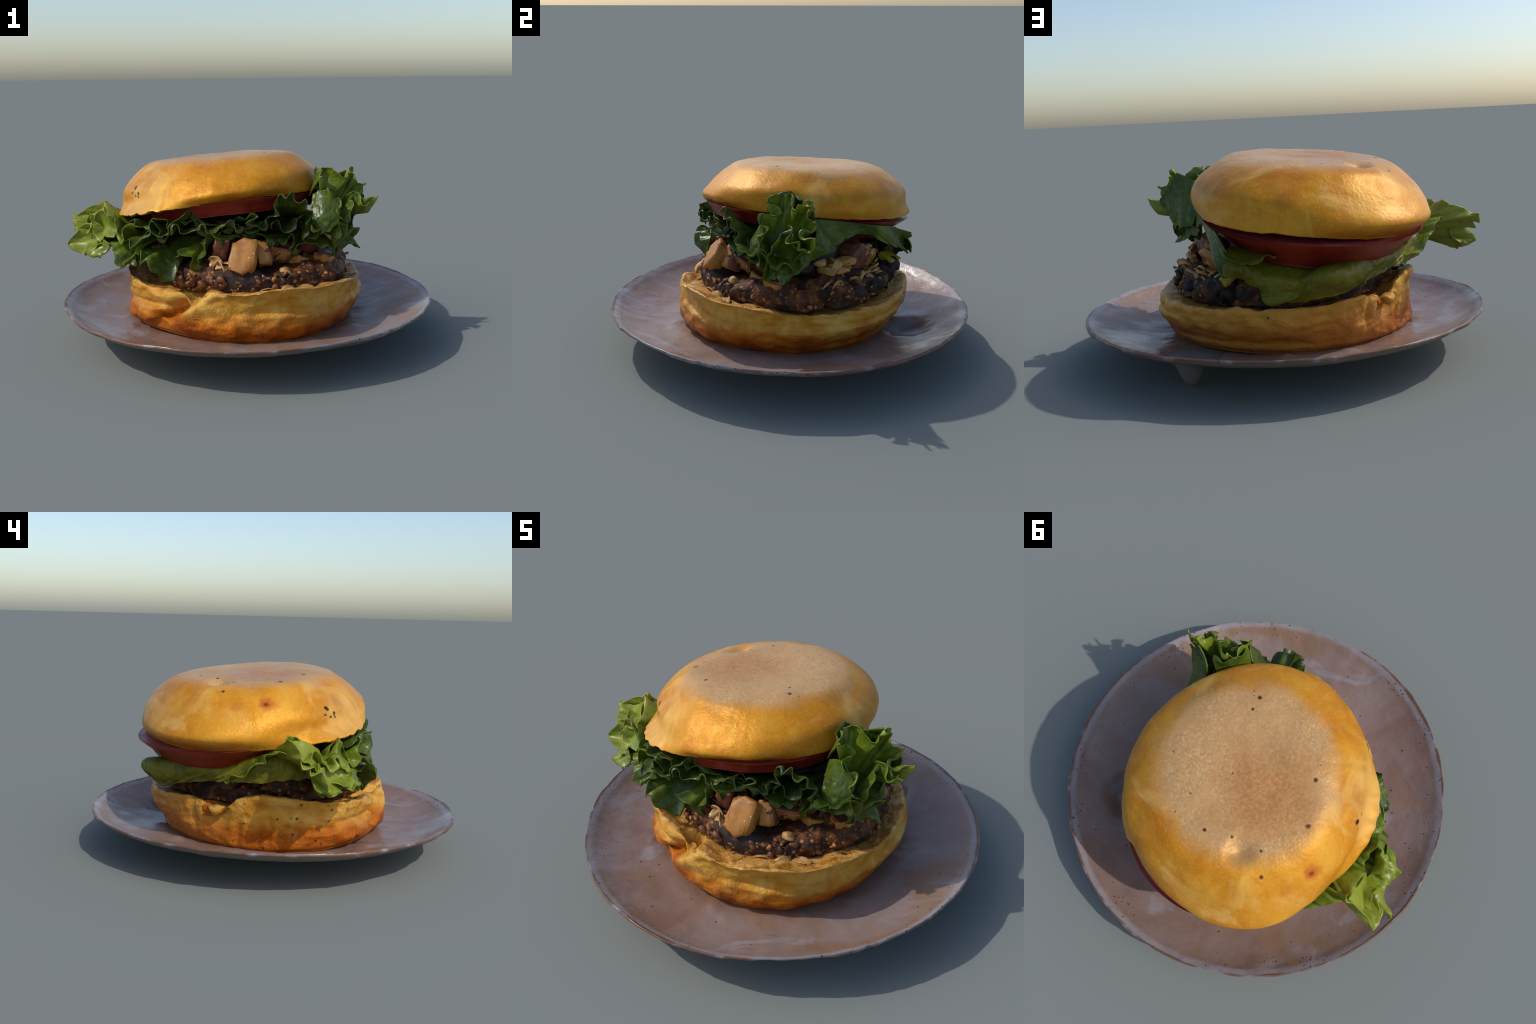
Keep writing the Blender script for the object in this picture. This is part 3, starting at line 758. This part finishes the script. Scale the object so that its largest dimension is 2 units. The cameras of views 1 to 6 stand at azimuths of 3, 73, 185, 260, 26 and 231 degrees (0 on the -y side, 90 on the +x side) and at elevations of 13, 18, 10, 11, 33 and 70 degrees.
# cupped lobes at the end of the tongue, facing outward
sheet("lettuce_leaf",
      [[(-0.78, 0.085, 0.700), (-0.785, 0.01, 0.695), (-0.752, -0.065, 0.650)],
       [(-0.87, 0.07, 0.645), (-0.86, 0.01, 0.605), (-0.79, -0.05, 0.605)],
       [(-0.975, 0.078, 0.645), (-0.955, 0.005, 0.605), (-0.82, -0.065, 0.590)]],
      M_LEAF_BRIGHT, LETTUCE, cols=110, seed=16.0, frill=0.012, curl=0.012, ruffle=0.016)
sheet("lettuce_leaf",
      [[(-0.84, -0.01, 0.565), (-0.83, -0.07, 0.585), (-0.79, -0.15, 0.540)],
       [(-0.86, -0.01, 0.525), (-0.85, -0.08, 0.530), (-0.80, -0.15, 0.505)],
       [(-0.905, -0.02, 0.485), (-0.962, -0.065, 0.500), (-0.885, -0.095, 0.475), (-0.84, -0.15, 0.480)],
       [(-0.875, -0.05, 0.455), (-0.905, -0.08, 0.466), (-0.87, -0.11, 0.458), (-0.83, -0.16, 0.475)]],
      M_LEAF_BRIGHT, LETTUCE, cols=110, seed=17.0, frill=0.010, curl=0.010, ruffle=0.014)
sheet("lettuce_leaf",
      [[(-0.77, -0.14, 0.560), (-0.75, -0.20, 0.565), (-0.70, -0.26, 0.550)],
       [(-0.78, -0.14, 0.520), (-0.77, -0.20, 0.525), (-0.71, -0.26, 0.515)],
       [(-0.825, -0.16, 0.480), (-0.850, -0.215, 0.492), (-0.76, -0.28, 0.490)]],
      M_LEAF_BRIGHT, LETTUCE, cols=100, seed=18.0, frill=0.012, curl=0.012, ruffle=0.014)
sheet("lettuce_leaf",
      [[(-0.79, -0.06, 0.560), (-0.76, -0.18, 0.570), (-0.68, -0.23, 0.575)],
       [(-0.77, -0.08, 0.610), (-0.735, -0.15, 0.620), (-0.67, -0.19, 0.615)],
       [(-0.81, -0.12, 0.660), (-0.762, -0.155, 0.707), (-0.705, -0.172, 0.670)]],
      M_LEAF_BRIGHT, LETTUCE, cols=110, seed=19.0, frill=0.012, curl=0.014, ruffle=0.014)
# flat leaf draped over the back and left side
leaf("lettuce_leaf",
     [(0.16, 0.46, 0.575), (0.05, 0.50, 0.555), (-0.10, 0.54, 0.53), (-0.25, 0.52, 0.515), (-0.36, 0.42, 0.53), (-0.44, 0.28, 0.55), (-0.48, 0.14, 0.58), (-0.48, 0.04, 0.59), (-0.46, -0.08, 0.59)],
     [(0.205, 0.64, 0.49), (0.16, 0.645, 0.50), (0.10, 0.615, 0.452), (0.06, 0.615, 0.425), (0.052, 0.622, 0.388), (-0.002, 0.632, 0.355), (-0.07, 0.632, 0.360), (-0.132, 0.630, 0.364), (-0.195, 0.635, 0.382), (-0.26, 0.640, 0.392), (-0.33, 0.615, 0.405), (-0.43, 0.52, 0.44), (-0.545, 0.375, 0.465), (-0.64, 0.243, 0.480), (-0.66, 0.12, 0.485), (-0.67, 0.02, 0.495), (-0.66, -0.12, 0.50)],
     M_LEAF_OLIVE, seed=7.0, cols=280,
     mid=[[(0.18, 0.60, 0.592), (0.12, 0.61, 0.56), (0.05, 0.61, 0.50), (-0.03, 0.63, 0.485), (-0.12, 0.655, 0.475), (-0.22, 0.685, 0.525), (-0.34, 0.62, 0.530), (-0.44, 0.49, 0.54), (-0.54, 0.34, 0.535), (-0.63, 0.22, 0.598), (-0.65, 0.11, 0.605), (-0.63, 0.03, 0.60), (-0.60, -0.09, 0.60)],
          [(0.20, 0.645, 0.545), (0.14, 0.655, 0.535), (0.06, 0.625, 0.470), (-0.02, 0.640, 0.425), (-0.11, 0.650, 0.415), (-0.20, 0.725, 0.475), (-0.30, 0.695, 0.475), (-0.35, 0.64, 0.445), (-0.46, 0.51, 0.495), (-0.56, 0.36, 0.505), (-0.66, 0.235, 0.54), (-0.68, 0.12, 0.55), (-0.67, 0.02, 0.55), (-0.65, -0.10, 0.55)]],
     frill=0.006, wave=0.12, curl=0.005, ruffle=0.016, scallop=0.006, wrinkle=0.010)
# rolled lip of that leaf under the tomato
leaf("lettuce_leaf",
     [(0.18, 0.50, 0.60), (0.08, 0.53, 0.585), (-0.02, 0.55, 0.57)],
     [(0.20, 0.655, 0.600), (0.18, 0.665, 0.575), (0.125, 0.665, 0.550), (0.07, 0.665, 0.556), (0.02, 0.66, 0.582), (-0.03, 0.65, 0.577)],
     M_LEAF_OLIVE, seed=8.0, cols=100, frill=0.005, curl=0.005, scallop=0.006)


# ---------------------------------------------------------------- chunks and shreds
def chunk_mesh(name, size, seed, rough=0.22, bevel=0.20):
    bm = bmesh.new()
    bmesh.ops.create_cube(bm, size=1.0)
    for v in bm.verts:
        v.co = Vector((v.co.x * size[0], v.co.y * size[1], v.co.z * size[2])) * (1 + 0.40 * noise.noise(v.co * 3 + Vector((seed, 0, 0))))
    bmesh.ops.bevel(bm, geom=bm.edges[:], offset=bevel * min(size), segments=2, profile=0.6, affect="EDGES")
    bmesh.ops.subdivide_edges(bm, edges=bm.edges[:], cuts=2, use_grid_fill=True)
    for v in bm.verts:
        v.co += v.co.normalized() * rough * min(size) * fbm(v.co, 3.0 / max(size), 2, seed)
    me = bpy.data.meshes.new(name)
    bm.to_mesh(me)
    bm.free()
    me.polygons.foreach_set("use_smooth", [True] * len(me.polygons))
    return me


def chunk(name, at, size, rot, material, seed, skin=None, skin_dir=(0, 0, -1)):
    me = chunk_mesh(name, size, seed) if seed < 12 else chunk_mesh(name, size, seed, 0.5, 0.42)
    me.materials.append(material)
    if skin:
        me.materials.append(skin)
        d = Vector(skin_dir).normalized()
        for p in me.polygons:
            p.material_index = 1 if p.normal.dot(d) > 0.45 else 0
    ob = link(bpy.data.objects.new(name, me), BURGER)
    ob.location = at
    ob.rotation_euler = [math.radians(a) for a in rot]
    return ob


chunk("potato_chunk", (0.003, -0.402, 0.498), (0.125, 0.105, 0.170), (-32, 6, -8), M_POTATO, 1.0, M_SKIN, (-0.75, -0.1, -0.6))
chunk("potato_chunk", (0.100, -0.345, 0.515), (0.07, 0.09, 0.12), (-25, -10, 10), M_POTATO, 2.0, M_SKIN, (1, 0, 0.4))
chunk("potato_chunk", (0.160, -0.290, 0.510), (0.14, 0.09, 0.085), (15, 14, 30), M_SKIN, 3.0, M_POTATO, (0, -0.3, -1))
chunk("mushroom_chunk", (0.225, -0.225, 0.495), (0.10, 0.08, 0.09), (10, 30, 40), M_SKIN, 4.0)
chunk("potato_chunk", (0.290, -0.240, 0.440), (0.12, 0.08, 0.07), (0, 20, 45), M_POTATO, 5.0, M_SKIN, (1, 0, 0.3))
chunk("mushroom_chunk", (0.310, 0.250, 0.545), (0.11, 0.12, 0.12), (20, 10, 20), M_SKIN, 6.0)
chunk("potato_chunk", (0.285, 0.325, 0.535), (0.10, 0.12, 0.11), (-20, 15, 50), M_SKIN, 7.0, M_POTATO, (1, -0.4, 0.3))
chunk("potato_chunk", (0.410, -0.210, 0.455), (0.09, 0.07, 0.07), (5, 5, 50), M_POTATO, 8.0, M_SKIN, (0, 0, 1))
chunk("mushroom_chunk", (-0.11, -0.355, 0.545), (0.08, 0.07, 0.12), (10, 10, 0), M_SKIN, 9.0)
chunk("mushroom_chunk", (0.34, -0.18, 0.55), (0.06, 0.07, 0.16), (30, 0, 60), M_SKIN, 10.0)
chunk("pepper_strip", (0.195, 0.520, 0.470), (0.09, 0.08, 0.045), (0, 25, 30), M_PICKLE, 11.0)
chunk("mushroom_chunk", (-0.42, 0.30, 0.46), (0.22, 0.16, 0.10), (0, 5, -45), M_PATTY, 12.0)  # this and the next two: dark lumps in the dark band under the leaf
chunk("mushroom_chunk", (-0.47, 0.06, 0.46), (0.15, 0.22, 0.11), (8, 5, 12), M_PATTY, 13.0)
chunk("mushroom_chunk", (-0.40, -0.22, 0.46), (0.18, 0.20, 0.14), (0, 5, 30), M_PATTY, 14.0)


def flake(name, at, length, width, az, pitch, material, seed, thick=0.008, curl=0.8):
    """a torn, curled flap of onion: a short strip that bends along its length."""
    L, W = 14, 6
    rnd = random.Random(seed)
    top, pts = [], []
    ph = rnd.uniform(0, 6)
    for i in range(L):
        t = i / (L - 1)
        a = curl * (t - 0.5) * 2.2
        x = length * (math.sin(a) / max(curl, 0.2)) * 0.5
        z = -length * (1 - math.cos(a)) * 0.35
        w = width * (0.35 + 0.65 * math.sin(math.pi * min(max(t + 0.08 * rnd.uniform(-1, 1), 0.03), 0.97)))
        for j in range(W):
            s = j / (W - 1) - 0.5
            pts.append((x + 0.010 * rnd.uniform(-1, 1) * length * 4, s * w, z + 0.25 * width * math.sin(4 * s + ph + 3 * t) * 0.6))
    P = np.array(pts)
    V = np.concatenate([P + (0, 0, thick / 2), P - (0, 0, thick / 2)])
    F, o = [], L * W
    for i in range(L - 1):
        for j in range(W - 1):
            q = (i * W + j, (i + 1) * W + j, (i + 1) * W + j + 1, i * W + j + 1)
            F += [q, tuple(o + k for k in q[::-1])]
    border = [j for j in range(W)] + [i * W + W - 1 for i in range(1, L)] + [(L - 1) * W + j for j in range(W - 2, -1, -1)] + [i * W for i in range(L - 2, 0, -1)]
    for k in range(len(border)):
        a0, b0 = border[k], border[(k + 1) % len(border)]
        F.append((a0, b0, o + b0, o + a0))
    me = bpy.data.meshes.new(name)
    me.from_pydata([tuple(v) for v in V], [], F)
    me.polygons.foreach_set("use_smooth", [True] * len(me.polygons))
    me.materials.append(material)
    ob = link(bpy.data.objects.new(name, me), BURGER)
    ob.location = at
    ob.rotation_euler = (math.radians(pitch[0]), math.radians(pitch[1]), math.radians(az))
    return ob


def around(az, r, z, c=(0, 0)):
    a = math.radians(az)
    return (c[0] + r * math.sin(a), c[1] - r * math.cos(a), z)


rnd = random.Random(5)
# pale onion knot at the right, and fringes round the patty
for k in range(11):
    flake("onion_shred", (0.415 + rnd.uniform(-0.03, 0.03), 0.10 + rnd.uniform(-0.07, 0.07), 0.535 + rnd.uniform(-0.04, 0.03)), rnd.uniform(0.09, 0.15), rnd.uniform(0.025, 0.055), rnd.uniform(20, 150), (rnd.uniform(30, 80), rnd.uniform(-25, 25)), M_ONION, 20 + k, 0.007, rnd.uniform(0.8, 1.5))
for k in range(22):
    az = rnd.uniform(88, 165)
    flake("onion_shred", around(az, rnd.uniform(0.46, 0.51), rnd.uniform(0.44, 0.50), (0.0, 0.025)), rnd.uniform(0.06, 0.12), rnd.choice((0.009, 0.012, 0.014, 0.024)), az + rnd.uniform(-60, 60), (rnd.uniform(20, 80), rnd.uniform(-40, 40)), M_ONION, 120 + k, 0.006, rnd.uniform(0.8, 1.8))
for k in range(5):
    az = rnd.uniform(4, 38)
    flake("onion_shred", around(az, rnd.uniform(0.49, 0.53), rnd.uniform(0.362, 0.374)), rnd.uniform(0.08, 0.14), rnd.uniform(0.025, 0.05), az + rnd.uniform(-40, 40), (rnd.uniform(0, 25), rnd.uniform(-15, 15)), M_ONION, 60 + k, 0.006, rnd.uniform(0.7, 1.3))
for k in range(5):
    az = rnd.uniform(-20, -8)
    flake("onion_shred", around(az, rnd.uniform(0.41, 0.44), rnd.uniform(0.47, 0.52)), rnd.uniform(0.05, 0.09), rnd.uniform(0.03, 0.05), rnd.uniform(0, 180), (rnd.uniform(0, 80), rnd.uniform(-30, 30)), M_BEIGE, 80 + k, 0.007, rnd.uniform(0.8, 1.5))
flake("onion_shred", (0.220, -0.385, 0.440), 0.09, 0.045, 20, (50, 10), M_ONION, 90, 0.007, 1.4)
for k in range(3):
    az = rnd.uniform(-138, -122)
    flake("onion_shred", around(az, 0.60, rnd.uniform(0.30, 0.33), (-0.03, 0)), rnd.uniform(0.08, 0.12), rnd.uniform(0.04, 0.06), az + rnd.uniform(-30, 30), (rnd.uniform(20, 80), rnd.uniform(-30, 30)), M_BREAD, 100 + k, 0.010, rnd.uniform(0.8, 1.3))


def scatter(name, material, count, az_range, r_range, z_range, size, seed, centre=(0.012, 0.022)):
    """crumbs too small to name one by one, joined into one part."""
    rs = random.Random(seed)
    bm = bmesh.new()
    for _ in range(count):
        az, r, z = rs.uniform(*az_range), rs.uniform(*r_range), rs.uniform(*z_range)
        res = bmesh.ops.create_icosphere(bm, subdivisions=2, radius=1.0)
        s = rs.uniform(*size)
        sq = Vector((rs.uniform(0.6, 1.3), rs.uniform(0.6, 1.3), rs.uniform(0.5, 1.0))) * s
        off = Vector(around(az, r, z, centre))
        rot = Vector((rs.uniform(-1, 1), rs.uniform(-1, 1), rs.uniform(-1, 1))).to_track_quat("Z", "Y")
        for v in res["verts"]:
            w = v.co.copy()
            w *= 1 + 0.9 * noise.noise(w * 1.0 + off * 50) + 0.5 * noise.noise(w * 2.2 + off * 90)
            v.co = off + rot @ Vector((w.x * sq.x, w.y * sq.y, w.z * sq.z))
    me = bpy.data.meshes.new(name)
    bm.to_mesh(me)
    bm.free()
    me.polygons.foreach_set("use_smooth", [True] * len(me.polygons))
    me.materials.append(material)
    ob = link(bpy.data.objects.new(name, me), BURGER)
    ob["kind"] = "stuff"
    return ob


M_CRUMB_RED = plain("browned_crumbs", (0.025, 0.011, 0.008), (0.26, 0.092, 0.030), 13, 0.45, 0.6, 0.35)
M_CRUMB_GOLD = plain("golden_crumbs", (0.22, 0.075, 0.016), (0.40, 0.17, 0.045), 22, 0.40, 0.3)
scatter("meat_crumbs", M_CRUMB_RED, 210, (-48, 62), (0.44, 0.505), (0.345, 0.415), (0.008, 0.028), 1)
scatter("grain_crumbs", M_CRUMB_GOLD, 40, (-48, 150), (0.50, 0.535), (0.365, 0.46), (0.006, 0.012), 2)
scatter("charred_lumps", M_BEAN, 16, (85, 190), (0.49, 0.53), (0.37, 0.45), (0.025, 0.050), 3)
scatter("filling_crumbs", M_CRUMB_RED, 110, (-60, 175), (0.29, 0.385), (0.45, 0.56), (0.014, 0.040), 4)
